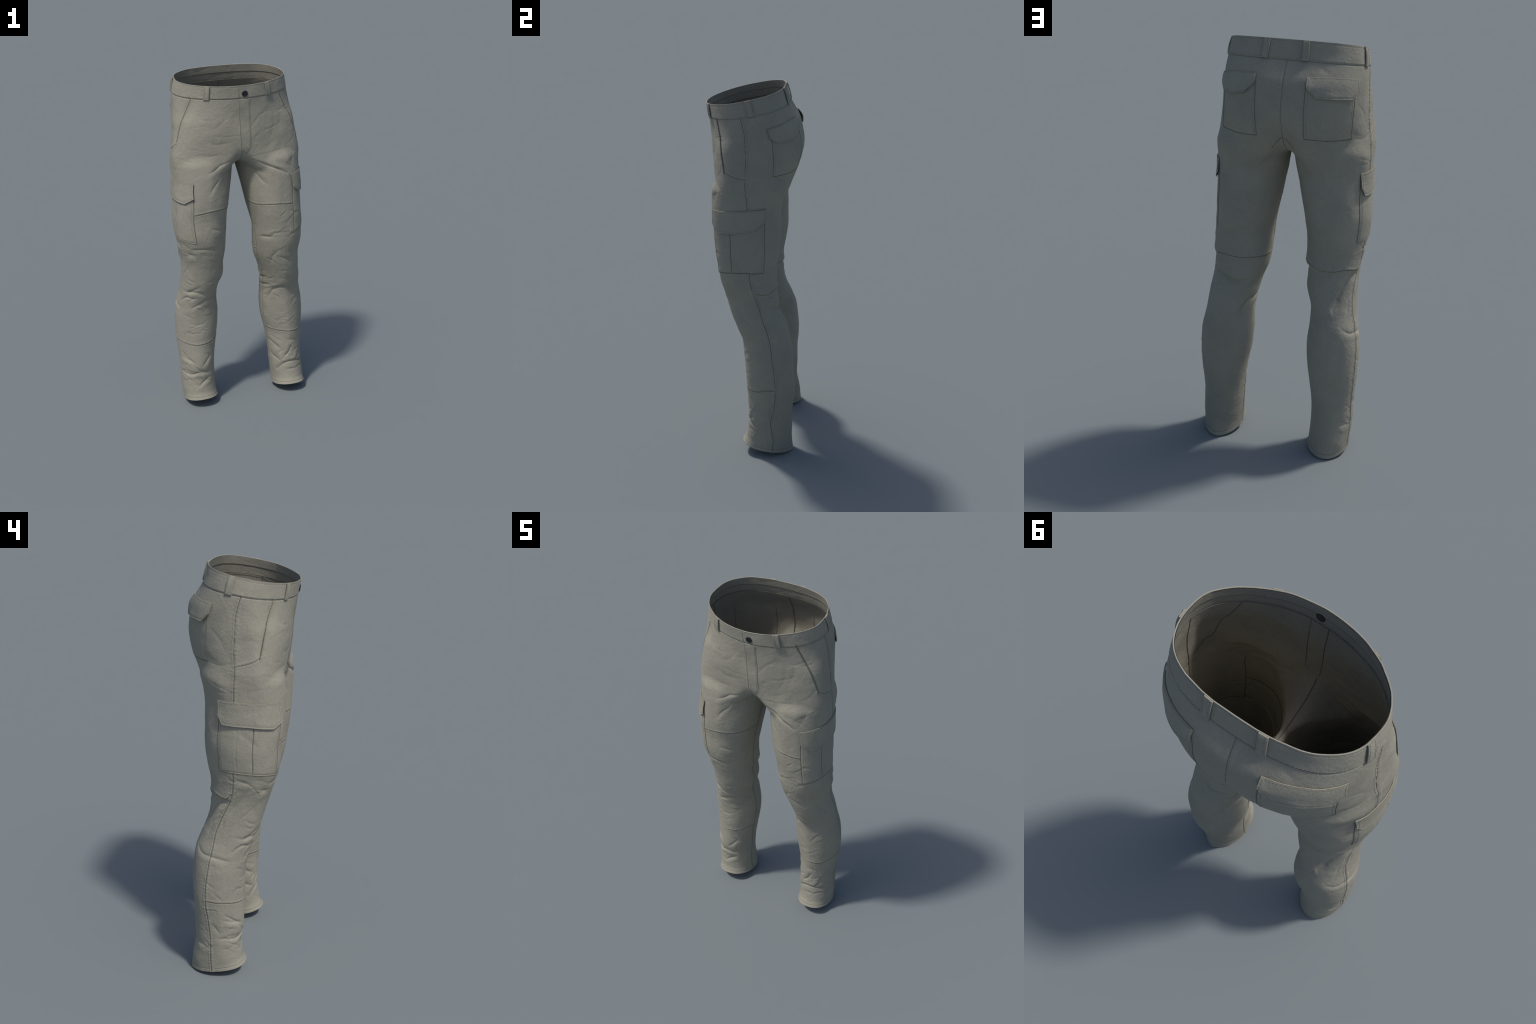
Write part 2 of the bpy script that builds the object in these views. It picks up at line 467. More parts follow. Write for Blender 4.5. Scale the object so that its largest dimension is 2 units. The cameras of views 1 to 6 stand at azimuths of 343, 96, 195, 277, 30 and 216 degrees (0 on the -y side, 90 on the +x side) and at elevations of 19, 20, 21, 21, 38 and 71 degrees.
def relief(side, T, Z, P, scale):
    """all cloth relief on the body: crumple, folds, seams, fly"""
    big = crumple(P)
    vary = 1.15 + .35 * noise_d(P[..., 0] * 25, P[..., 1] * 25, P[..., 2] * 25)
    calm = 1 - .45 * smooth((Z - 1.46) / .1)
    for line, width, depth in FOLDS[side] + small_creases(side):
        d, sg, al = line_distance(line, T, Z, scale, width * 6)
        fade = np.sin(np.pi * np.clip(.12 + .76 * al, 0, 1)) ** .8
        w = width * vary
        body = .75 * np.exp(-(d / (.55 * w)) ** 2) + .35 * np.exp(-(d / (1.5 * w)) ** 2) \
            - .26 * np.exp(-((d - 2.0 * w) / (1.5 * w)) ** 2) * (1 + .8 * sg)
        big = big - depth * .80 * calm * body * fade * (d < 5.5 * width)
    # the thigh panel overhangs the back knee seam
    back = smooth((T - .275) / .03) * smooth(((.80 if side < 0 else .74) - T) / (.04 if side < 0 else .12))
    zk = Z - .962
    big = big + back * ((.0070 if side < 0 else .0045) * np.where(zk > 0, np.exp(-(zk / .035) ** 2), np.exp(-(zk / .008) ** 2))
                         - .0035 * np.exp(-((zk + .022) / .016) ** 2)) * (.75 + .5 * noise_b(P[..., 0] * 14, P[..., 1] * 14, 3.0 + 0 * zk))
    # cuffs flare over the instep and heel
    big = big + (.0075 * smooth(np.cos(2 * np.pi * T)) + .003) * smooth((.085 - Z) / .06) ** 1.5
    fine = np.zeros(T.shape)
    for table, pucker, lip in ((SIDE_SEAM, 640, 1), (INSEAM, 560, 1)):
        d, sg, al = line_distance(table[side], T, Z, scale, .03)
        fine += seam_relief(d, sg * side, al, pucker, lip)
    for table, pucker in ((THIGH_SEAM, 150), (SHIN_SEAM, 190), (KNEE_BACK_SEAM, 150)):
        d, sg, al = line_distance(table[side], T, Z, scale, .03)
        fine += seam_relief(d, sg, al, pucker, 1)
    d, sg, al = line_distance(SLASH[side], T, Z, scale, .05)
    inside = sg > 0
    fine += np.where(inside, -.0034 * np.exp(-(d / .010) ** 2), .0016 * np.exp(-((d - .004) / .006) ** 2)) * (d < .05)
    d, sg, al = line_distance(SLASH_FOOT[side], T, Z, scale, .03)
    fine += seam_relief(d, sg, al, 60, 1)
    # waistband seam, waist edge stitch, hem stitch
    zb = Z - Z_BAND
    fine += np.where(np.abs(zb) < .03, -.0022 * np.exp(-(zb / .0026) ** 2) + np.where(zb > 0, .0018 * smooth(zb / .006), 0), 0)
    fine += np.where(zb >= .03, .0018, 0)
    fine -= .0010 * np.exp(-((Z - Z_RIM + .007) / .0022) ** 2)
    fine -= .0014 * np.exp(-((Z - Z_HEM - .018) / .0024) ** 2)
    # centre seam, front and back, above the fork
    x = np.abs(P[..., 0])
    up = (Z > Z_FORK - .02) & (Z < Z_BAND)
    back = T > .4
    fine += smooth((Z - Z_FORK) / .02) * np.where(up & back, -.0020 * np.exp(-(x / .0028) ** 2) + .0009 * np.exp(-((x - .008) / .005) ** 2), 0)
    # fly placket on the wearer's left, a little proud
    sx = P[..., 0]
    fl = (T < .2) & (Z < Z_BAND) & (Z > 1.53)
    bottom = 1.558 + .03 * smooth((sx - .022) / .03)
    plk = smooth((sx + .010) / .004) * smooth((.050 - sx) / .004) * smooth((Z - bottom) / .006)
    fine += np.where(fl, .0018 * plk, 0)
    return big, fine


class Half:
    pass


halves = {}
for side in (1, -1):
    h = Half()
    T, Z = np.meshgrid(TC, LEVEL)
    h.T, h.Z = T, Z
    h.P = surface(side, T, Z)
    h.P[:, NT] = np.where((LEVEL >= Z_FORK)[:, None], h.P[:, NT], h.P[:, 0])
    h.P[:NF, HALF + 1:] = h.P[:NF, HALF:HALF + 1]      # unused corner of the sheet
    halves[side] = h

# one vertex list for both halves; the centre seam and the saddle are shared
ids = {}
used = np.zeros((NR, NT + 1), bool)
used[:NF, :HALF + 1] = True
used[NF:, :NT] = True
count = 0
for side in (1, -1):
    m = np.full((NR, NT + 1), -1, np.int64)
    own = used.copy()
    if side == -1:
        own[:NF + 1, 0] = False
        own[:NF + 1, HALF] = False
        own[NF, HALF:] = False
    k = int(own.sum())
    m[own] = count + np.arange(k)
    count += k
    if side == -1:
        sh = used & ~own
        m[sh] = ids[1][sh]
    m[NF:, NT] = m[NF:, 0]
    ids[side] = m
    halves[side].own = own


def sheet_quads(m, step_r=1, step_c=1):
    rows = np.arange(0, NR, step_r)
    if rows[-1] != NR - 1:
        rows = np.append(rows, NR - 1)
    if NF not in rows:
        rows = np.sort(np.append(rows, NF))
    cols = np.arange(0, NT + 1, step_c)
    R0, C0 = np.meshgrid(np.arange(len(rows) - 1), np.arange(len(cols) - 1), indexing='ij')
    r0, r1, c0, c1 = rows[R0], rows[R0 + 1], cols[C0], cols[C0 + 1]
    ok = (r0 >= NF) | (c1 <= HALF)
    q = np.stack([m[r0, c0], m[r1, c0], m[r1, c1], m[r0, c1]], -1)[ok]
    return q, r0[ok], c0[ok]


def vertex_normals(V, Q):
    n = np.cross(V[Q[:, 2]] - V[Q[:, 0]], V[Q[:, 3]] - V[Q[:, 1]])
    N = np.zeros_like(V)
    for a in range(3):
        w = np.repeat(n[:, a], 4)
        N[:, a] = np.bincount(Q.ravel(), weights=w, minlength=len(V))
    return N / (np.linalg.norm(N, axis=1, keepdims=True) + 1e-12)


V = np.zeros((count, 3))
quads, qside, qrow, qcol = [], [], [], []
for side in (1, -1):
    h, m = halves[side], ids[side]
    V[m[h.own]] = h.P[h.own]
    q, r, c = sheet_quads(m)
    if side == -1:
        q = q[:, ::-1]
    quads.append(q)
    qside.append(np.full(len(q), side))
    qrow.append(r)
    qcol.append(c)
quads, qside, qrow, qcol = (np.concatenate(a) for a in (quads, qside, qrow, qcol))
N0 = vertex_normals(V, quads)
if (N0[ids[1][NF + 200, NT // 4]] @ np.array([1, 0, 0])) < 0:
    quads = quads[:, ::-1]
    N0 = -N0


def iron_fork(V, passes=60):
    """non-shrinking smoothing of the hip and leg join"""
    W = np.zeros(count)
    for side in (1, -1):
        h, m = halves[side], ids[side]
        w = smooth((1.74 - h.Z) / .10) * smooth((h.Z - 1.26) / .10)
        W[m[used]] = w[used]
    q = quads[(W[quads] > 0).any(1)]
    act, inv = np.unique(q, return_inverse=True)
    q = inv.reshape(q.shape)
    a, b = q.ravel(), q[:, [1, 2, 3, 0]].ravel()
    n = len(act)
    deg = (np.bincount(a, minlength=n) + np.bincount(b, minlength=n))[:, None]
    X, w = V[act].copy(), W[act][:, None]
    # even out the mesh, then settle it back on the body
    shared = np.abs(X[:, 0]) < 1e-6
    for p in range(110):
        M = np.stack([np.bincount(a, X[b, k], n) + np.bincount(b, X[a, k], n) for k in range(3)], 1) / deg
        X += (M - X) * w * .5
        X[shared, 0] = 0
    for side in (1, -1):
        mine = (X[:, 0] * side > 0) | (shared & (side > 0))
        S = settle(side, X[mine], 4)
        X[mine] = X[mine] * (1 - w[mine]) + S * w[mine]
    Nn = vertex_normals(X, q)
    for p in range(passes):
        for lam in (.70, -.715):
            M = np.stack([np.bincount(a, X[b, k], n) + np.bincount(b, X[a, k], n) for k in range(3)], 1) / deg
            X += Nn * (((M - X) * Nn).sum(1, keepdims=True) * w * lam)
    V[act] = X


iron_fork(V)
N0 = vertex_normals(V, quads)
for side in (1, -1):
    m = ids[side].copy()
    m[:NF, HALF + 1:] = m[:NF, HALF:HALF + 1]
    halves[side].P = V[m]
BIG, FINE = np.zeros(count), np.zeros(count)
for side in (-1, 1):
    h, m = halves[side], ids[side]
    dP = np.linalg.norm(np.gradient(h.P, 1 / NT, axis=1), axis=-1)
    dP = np.maximum(dP, .2)
    h.scale = dP
    big, fine = relief(side, h.T, h.Z, h.P, dP)
    BIG[m[used]] = big[used]
    FINE[m[used]] = fine[used]
V_soft = V + N0 * BIG[:, None]               # cloth without stitching detail
V_out = V + N0 * (BIG + FINE)[:, None]
N_out = vertex_normals(V_out, quads)
N_soft = vertex_normals(V_soft, quads)
for side in (1, -1):
    h, m = halves[side], ids[side].copy()
    m[:NF, HALF + 1:] = m[:NF, HALF:HALF + 1]
    h.soft, h.out, h.nsoft, h.nout = V_soft[m], V_out[m], N_soft[m], N_out[m]


def on_body(side, t, z, off=0.0, soft=False):
    """points and normals on the cloth at (t, z), raised by off; t<0 above the fork is the other half"""
    t, z = np.broadcast_arrays(np.asarray(t, float), np.asarray(z, float))
    t, z, shape = t.ravel(), z.ravel(), t.shape
    row = np.interp(-z, -LEVEL, np.arange(NR))
    P, N = np.zeros((len(t), 3)), np.zeros((len(t), 3))
    up = z >= Z_FORK
    for s in (1, -1):
        if s == side:
            sel = ~(up & (t < 0))
        else:
            sel = up & (t < 0)
        if not sel.any():
            continue
        h = halves[s]
        tt = np.where(up[sel], np.abs(t[sel]), t[sel] % 1.0)
        c = np.clip(tt * NT, 0, NT - 1e-6)
        r = np.clip(row[sel], 0, NR - 1 - 1e-6)
        ci, ri = c.astype(int), r.astype(int)
        fc, fr = (c - ci)[:, None], (r - ri)[:, None]
        A, B = (h.soft, h.nsoft) if soft else (h.out, h.nout)
        for D, G in ((P, A), (N, B)):
            D[sel] = ((G[ri, ci] * (1 - fc) + G[ri, ci + 1] * fc) * (1 - fr)
                      + (G[ri + 1, ci] * (1 - fc) + G[ri + 1, ci + 1] * fc) * fr)
    N /= np.linalg.norm(N, axis=1, keepdims=True) + 1e-12
    off = np.broadcast_to(np.asarray(off, float), shape).ravel()
    return (P + N * off[:, None]).reshape(shape + (3,)), N.reshape(shape + (3,))


# ------------------------------------------------------------------ Blender objects
import bpy

if bpy.context.scene is not None:
    for o in list(bpy.data.objects):
        bpy.data.objects.remove(o, do_unlink=True)
COLL = bpy.context.scene.collection


def nodes_of(name):
    mat = bpy.data.materials.new(name)
    mat.use_nodes = True
    nt = mat.node_tree
    return mat, nt, nt.nodes['Principled BSDF']


def cloth_material(name, tone=1.0, tint=(1, 1, 1)):
    mat, nt, bsdf = nodes_of(name)
    N, L = nt.nodes, nt.links
    geo = N.new('ShaderNodeTexCoord')
    def noise(scale, detail, rough=.5, stretch=None):
        n = N.new('ShaderNodeTexNoise')
        n.inputs['Scale'].default_value = scale
        n.inputs['Detail'].default_value = detail
        n.inputs['Roughness'].default_value = rough
        if stretch:
            mp = N.new('ShaderNodeMapping')
            mp.inputs['Scale'].default_value = stretch
            L.new(geo.outputs['Object'], mp.inputs['Vector'])
            L.new(mp.outputs['Vector'], n.inputs['Vector'])
        else:
            L.new(geo.outputs['Object'], n.inputs['Vector'])
        return n.outputs['Fac']
    base = (CLOTH[0] * tone * tint[0], CLOTH[1] * tone * tint[1], CLOTH[2] * tone * tint[2])
    ramp = N.new('ShaderNodeValToRGB')
    e = ramp.color_ramp.elements
    e[0].position, e[1].position = .30, .70
    e[0].color = tuple(c * k for c, k in zip(base, (.93, .93, .935))) + (1,)
    e[1].color = tuple(c * k for c, k in zip(base, (1.07, 1.07, 1.055))) + (1,)
    L.new(noise(7.5, 6, .62), ramp.inputs['Fac'])
    weave = N.new('ShaderNodeMapRange')
    weave.inputs['From Min'].default_value, weave.inputs['From Max'].default_value = .25, .75
    weave.inputs['To Min'].default_value, weave.inputs['To Max'].default_value = .90, 1.10
    L.new(noise(130, 5, .72, (1, 1, .7)), weave.inputs['Value'])
    mul = N.new('ShaderNodeVectorMath')
    mul.operation = 'SCALE'
    L.new(ramp.outputs['Color'], mul.inputs[0])
    L.new(weave.outputs['Result'], mul.inputs['Scale'])
    L.new(mul.outputs['Vector'], bsdf.inputs['Base Color'])
    bump = N.new('ShaderNodeBump')
    bump.inputs['Strength'].default_value = .8
    bump.inputs['Distance'].default_value = .0018
    add = N.new('ShaderNodeMath')
    add.operation = 'ADD'
    L.new(noise(260, 4, .65), add.inputs[0])
    L.new(noise(85, 5, .6), add.inputs[1])
    L.new(add.outputs[0], bump.inputs['Height'])
    L.new(bump.outputs['Normal'], bsdf.inputs['Normal'])
    bsdf.inputs['Roughness'].default_value = .92
    bsdf.inputs['Specular IOR Level'].default_value = .18
    return mat


def plain_material(name, colour, rough=.8, metallic=0.0, spec=.3, grain=120):
    mat, nt, bsdf = nodes_of(name)
    n = nt.nodes.new('ShaderNodeTexNoise')
    n.inputs['Scale'].default_value = grain
    co = nt.nodes.new('ShaderNodeTexCoord')
    nt.links.new(co.outputs['Object'], n.inputs['Vector'])
    r = nt.nodes.new('ShaderNodeValToRGB')
    r.color_ramp.elements[0].position, r.color_ramp.elements[1].position = .3, .7
    r.color_ramp.elements[0].color = tuple(c * .85 for c in colour) + (1,)
    r.color_ramp.elements[1].color = tuple(min(1, c * 1.15) for c in colour) + (1,)
    nt.links.new(n.outputs['Fac'], r.inputs['Fac'])
    nt.links.new(r.outputs['Color'], bsdf.inputs['Base Color'])
    bsdf.inputs['Roughness'].default_value = rough
    bsdf.inputs['Metallic'].default_value = metallic
    bsdf.inputs['Specular IOR Level'].default_value = spec
    return mat


CLOTH = (.335, .318, .262)
M_CLOTH = cloth_material('khaki_twill')
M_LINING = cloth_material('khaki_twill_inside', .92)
M_SEAM = plain_material('baked_seam_shadow', tuple(c * .50 for c in CLOTH), .95, spec=.1)  # cloth colour halved: groove darkness painted onto the seam strips
M_SOFT = plain_material('faint_seam_line', tuple(c * .62 for c in CLOTH), .95, spec=.1)  # cloth colour at .62: fainter dark lines at the hip pockets and fly
M_STITCH = plain_material('stitch_thread', tuple(c * .70 for c in CLOTH), .9, spec=.1)
M_BUTTON = plain_material('dark_button_metal', (.022, .024, .030), .45, .3, .5)

root = bpy.data.objects.new('cargo_trousers', None)
root['label'] = 'khaki grey cargo trousers standing empty with flap pockets'
root['category'] = 'trousers'
COLL.objects.link(root)


def make(name, verts, faces, mat, parent=None, normals=None, stuff=False, smooth_faces=True):
    """faces: (n,4) quads"""
    verts = np.asarray(verts, np.float64).reshape(-1, 3)
    faces = np.asarray(faces, np.int64)
    me = bpy.data.meshes.new(name)
    k = faces.shape[1]
    me.vertices.add(len(verts))
    me.vertices.foreach_set('co', verts.astype(np.float32).ravel())
    me.loops.add(faces.size)
    me.loops.foreach_set('vertex_index', faces.astype(np.int32).ravel())
    me.polygons.add(len(faces))
    me.polygons.foreach_set('loop_start', np.arange(0, faces.size, k, dtype=np.int32))
    me.update(calc_edges=True)
    me.polygons.foreach_set('use_smooth', np.full(len(faces), smooth_faces))
    me.materials.append(mat)
    if normals is not None:
        me.normals_split_custom_set_from_vertices(normals.astype(np.float32))
    me.update()
    ob = bpy.data.objects.new(name, me)
    COLL.objects.link(ob)
    ob.parent = parent or root
    if stuff:
        ob['kind'] = 'stuff'
    return ob


def subset(name, mask, mat, parent=None):
    q = quads[mask]
    u, inv = np.unique(q, return_inverse=True)
    return make(name, V_out[u], inv.reshape(q.shape), mat, parent, N_out[u])


# ---- body cut into panels along its seams
qt = (qcol + .5) / NT
qz = (LEVEL[qrow] + LEVEL[np.minimum(qrow + 1, NR - 1)]) / 2


def seam_at(table, side, z):
    a = np.array(table[side])[::-1]
    return np.interp(z, a[:, 1], a[:, 0])


def level_at(table, side, t):
    a = np.array(table[side])
    tc = a[:, 0].mean()
    return np.interp(wrap(t - tc) + tc, a[:, 0], a[:, 1])


band = qrow < band_row
subset('waistband', band, M_CLOTH)
for side in (1, -1):
    mine = (qside == side) & ~band
    s_t = seam_at(SIDE_SEAM, side, qz)
    i_t = seam_at(INSEAM, side, qz)
    front = (qt < s_t) | (qt > i_t)
    hem = qz < Z_HEM + .018
    top = qz > level_at(THIGH_SEAM, side, qt)
    mid = qz > level_at(SHIN_SEAM, side, qt)
    kb = qz > level_at(KNEE_BACK_SEAM, side, qt)
    subset('front_panel', mine & front & top, M_CLOTH)
    subset('knee_panel', mine & front & ~top & mid, M_CLOTH)
    subset('shin_panel', mine & front & ~mid & ~hem, M_CLOTH)
    subset('back_panel', mine & ~front & kb, M_CLOTH)
    subset('calf_panel', mine & ~front & ~kb & ~hem, M_CLOTH)
    subset('hem', mine & hem, M_CLOTH)

# ---- inside of the cloth, a few millimetres in, and the folded edges at waist and hems
THICK = .0022
V_in = V_out - N_soft * THICK
V_in = V_soft - N_soft * THICK + N0 * np.minimum(FINE, 0)[:, None] * .6
lq = []
for side in (1, -1):
    q, r, c = sheet_quads(ids[side])
    lq.append(q[:, ::-1] if side == -1 else q)
lq = np.concatenate(lq)
probe = lq[len(lq) // 4]
fn = np.cross(V_in[probe[2]] - V_in[probe[0]], V_in[probe[3]] - V_in[probe[1]])
if fn @ N_soft[probe[0]] > 0:
    lq = lq[:, ::-1]
u, inv = np.unique(lq, return_inverse=True)
make('lining', V_in[u], inv.reshape(lq.shape), M_LINING, normals=-N_soft[u])


def edge_band(name, loop, closed_up, mat):
    """rounded fold joining outer and inner cloth along a loop of vertices"""
    A, B = V_out[loop], V_in[loop]
    n = len(loop)
    prof = np.linspace(0, np.pi, 7)
    mid, half = (A + B) / 2, (A - B) / 2
    upv = np.array([0, 0, closed_up * .0010])
    R = np.stack([mid + half * math.cos(a) + upv * math.sin(a) for a in prof])
    idx = np.arange(7 * n).reshape(7, n)
    nx = np.roll(idx, -1, 1)
    F = np.stack([idx[:-1], idx[1:], nx[1:], nx[:-1]], -1).reshape(-1, 4)
    return make(name, R.reshape(-1, 3), F, mat)


rim_loop = np.concatenate([ids[1][0, :HALF + 1], ids[-1][0, 1:HALF][::-1]])
edge_band('waist_edge', rim_loop, 1, M_CLOTH)
for side in (1, -1):
    edge_band('hem_edge', ids[side][NR - 1, :NT], -1, M_CLOTH)


# ---- waistband facing: a doubled strip inside the top edge
for side in (1, -1):
    tt = np.linspace(0, .5, 140)
    zz = np.linspace(Z_RIM - .0015, Z_RIM - .040, 14)
    T2, Z2 = np.meshgrid(tt, zz)
    A, NA = on_body(side, T2, Z2, -THICK - .0018, soft=True)
    B, _ = on_body(side, T2[-1:], Z2[-1:], -THICK - .0002, soft=True)
    G = np.concatenate([A, B])
    idx = np.arange(G.shape[0] * G.shape[1]).reshape(G.shape[:2])
    F = np.stack([idx[:-1, :-1], idx[1:, :-1], idx[1:, 1:], idx[:-1, 1:]], -1).reshape(-1, 4)
    make('waistband_facing', G, F if side < 0 else F[:, ::-1], M_LINING)


# ---- ribbons and stitches that follow (t, z) lines
def path_points(side, line, spacing, off=0.0, soft=False):
    C = dense(line, max(8, 12 * len(line)))
    P, _ = on_body(side, C[:, 0], C[:, 1], soft=True)
    s = np.concatenate([[0], np.cumsum(np.linalg.norm(np.diff(P, axis=0), axis=1))])
    n = max(3, int(s[-1] / spacing) + 1)
    q = np.linspace(0, s[-1], n)
    t, z = np.interp(q, s, C[:, 0]), np.interp(q, s, C[:, 1])
    P, N = on_body(side, t, z, soft=soft)
    return P + N * off, N, q


def ribbon(P, N, width, height):
    """lens-shaped thread along points"""
    D = np.gradient(P, axis=0)
    D /= np.linalg.norm(D, axis=1, keepdims=True) + 1e-12
    S = np.cross(D, N)
    S /= np.linalg.norm(S, axis=1, keepdims=True) + 1e-12
    w = np.full(len(P), width)
    w[0] = w[-1] = width * .3
    w = w[:, None]
    ring = np.stack([P + S * w, P + N * height + S * w * .4, P + N * height - S * w * .4, P - S * w,
                     P - N * height], 1)
    n, k = len(P), 5
    idx = np.arange(n * k).reshape(n, k)
    nx = np.roll(idx, -1, 1)
    F = np.stack([idx[:-1], idx[1:], nx[1:], nx[:-1]], -1).reshape(-1, 4)
    return ring.reshape(-1, 3), F


def join(parts):
    VV, FF, k = [], [], 0
    for v, f in parts:
        VV.append(v)
        FF.append(f + k)
        k += len(v)
    return np.concatenate(VV), np.concatenate(FF)


def seam(name, pieces, width=.0015, off=.0001, mat=None, spacing=.004, inside=True, soft=False):
    parts = []
    for side, line in pieces:
        P, N, _ = path_points(side, line, spacing, off, soft)
        parts.append(ribbon(P, N, width, .0006))
        if inside:
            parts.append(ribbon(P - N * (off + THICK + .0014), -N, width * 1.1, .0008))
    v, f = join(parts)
    return make(name, v, f, mat or M_SEAM, stuff=False)


def stitches(pieces, length=.0062, gap=.0042, width=.0008):
    parts = []
    for P, N, s in pieces:
        total = s[-1]
        k = int(total / (length + gap))
        for i in range(k):
            a = i * (length + gap)
            q = np.linspace(a, a + length, 3)
            p = np.stack([np.interp(q, s, P[:, j]) for j in range(3)], 1)
            n = np.stack([np.interp(q, s, N[:, j]) for j in range(3)], 1)
            parts.append(ribbon(p + n * .0002, n, width, .0006))
    return join(parts)


def shifted(line, side, dist):
    """copy of a (t,z) line moved sideways by a distance in metres"""
    C = dense(line, max(10, 6 * len(line)))
    P, N = on_body(side, C[:, 0], C[:, 1])
    e = 1e-3
    kt = np.linalg.norm(on_body(side, C[:, 0] + e, C[:, 1])[0] - on_body(side, C[:, 0] - e, C[:, 1])[0], axis=1) / (2 * e)
    kt = np.maximum(kt, .3)
    D = np.gradient(C, axis=0)
    D[:, 0] *= kt
    D /= np.linalg.norm(D, axis=1, keepdims=True) + 1e-12
    return np.stack([C[:, 0] - D[:, 1] * dist / kt, C[:, 1] + D[:, 0] * dist], 1)


st = []
for side in (1, -1):
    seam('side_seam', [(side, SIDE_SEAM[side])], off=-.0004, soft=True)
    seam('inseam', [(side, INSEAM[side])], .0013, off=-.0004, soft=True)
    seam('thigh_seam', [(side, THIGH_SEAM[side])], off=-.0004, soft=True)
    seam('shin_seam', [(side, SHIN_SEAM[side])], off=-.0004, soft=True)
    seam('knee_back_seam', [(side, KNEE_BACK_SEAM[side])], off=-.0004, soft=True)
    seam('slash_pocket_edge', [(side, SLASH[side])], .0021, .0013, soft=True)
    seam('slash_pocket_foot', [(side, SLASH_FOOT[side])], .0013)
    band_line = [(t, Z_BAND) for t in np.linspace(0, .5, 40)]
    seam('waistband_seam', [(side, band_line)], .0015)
    for line, sh in ((SIDE_SEAM[side], .010), (THIGH_SEAM[side], .007), (SHIN_SEAM[side], .007), (INSEAM[side], .009),
                     (SLASH[side], -.008)):
        P, N, s = path_points(side, shifted(line, side, sh), .004)
        st.append((P, N, s))
    for z in (Z_BAND + .007, Z_RIM - .007):
        st.append(path_points(side, [(t, z) for t in np.linspace(0, .5, 40)], .004))
    hem_line = [(t, Z_HEM + .018) for t in np.linspace(0, 1, 60)]
    seam('hem_stitch_line', [(side, hem_line)], .0010, .0002, M_STITCH)

# centre seams: back (waistband to fork), saddle, front below the fly
BACK_CENTRE = [(.5, z) for z in np.linspace(Z_BAND, Z_FORK, 14)]
seam('seat_seam', [(1, BACK_CENTRE), (1, [(t, Z_FORK - 1e-4) for t in np.linspace(.5, 1, 30)])], .0014)


# ---- fly
def fly_t(x, z):
    """fraction t of the front point with this x on the wearer's left (negative: other half)"""
    tt = np.linspace(-.12, .12, 241)
    P, _ = on_body(1, tt, np.full(tt.shape, max(z, Z_FORK + 1e-4)))
    return float(np.interp(x, P[:, 0], tt))


FLY_Z = np.linspace(Z_BAND - .002, 1.60, 12)
fly_edge = [(fly_t(-.011 + .004 * i / 11, z), z) for i, z in enumerate(FLY_Z)] + [(fly_t(-.004, 1.585), 1.585)]
fly_curve = [(fly_t(.049, z), z) for z in FLY_Z[:-1]] + [(fly_t(x, z), z) for x, z in
            ((.0485, 1.612), (.046, 1.600), (.039, 1.590), (.026, 1.584), (.010, 1.582))]
seam('fly_edge', [(1, fly_edge)], .0013)
seam('fly_stitch_line', [(1, fly_curve)], .0012, mat=M_SOFT)
inner = [(fly_t(.043, z), z) for z in FLY_Z[:-1]] + [(fly_t(x, z), z) for x, z in ((.042, 1.616), (.036, 1.600), (.024, 1.594), (.008, 1.592))]
st.append(path_points(1, inner, .003))
st.append(path_points(1, [(fly_t(-.005, z), z) for z in FLY_Z], .003))
band_end = [(fly_t(-.012, z), z) for z in np.linspace(Z_RIM - .003, Z_BAND + .002, 6)]
seam('waistband_end', [(1, band_end)], .0012, inside=False)


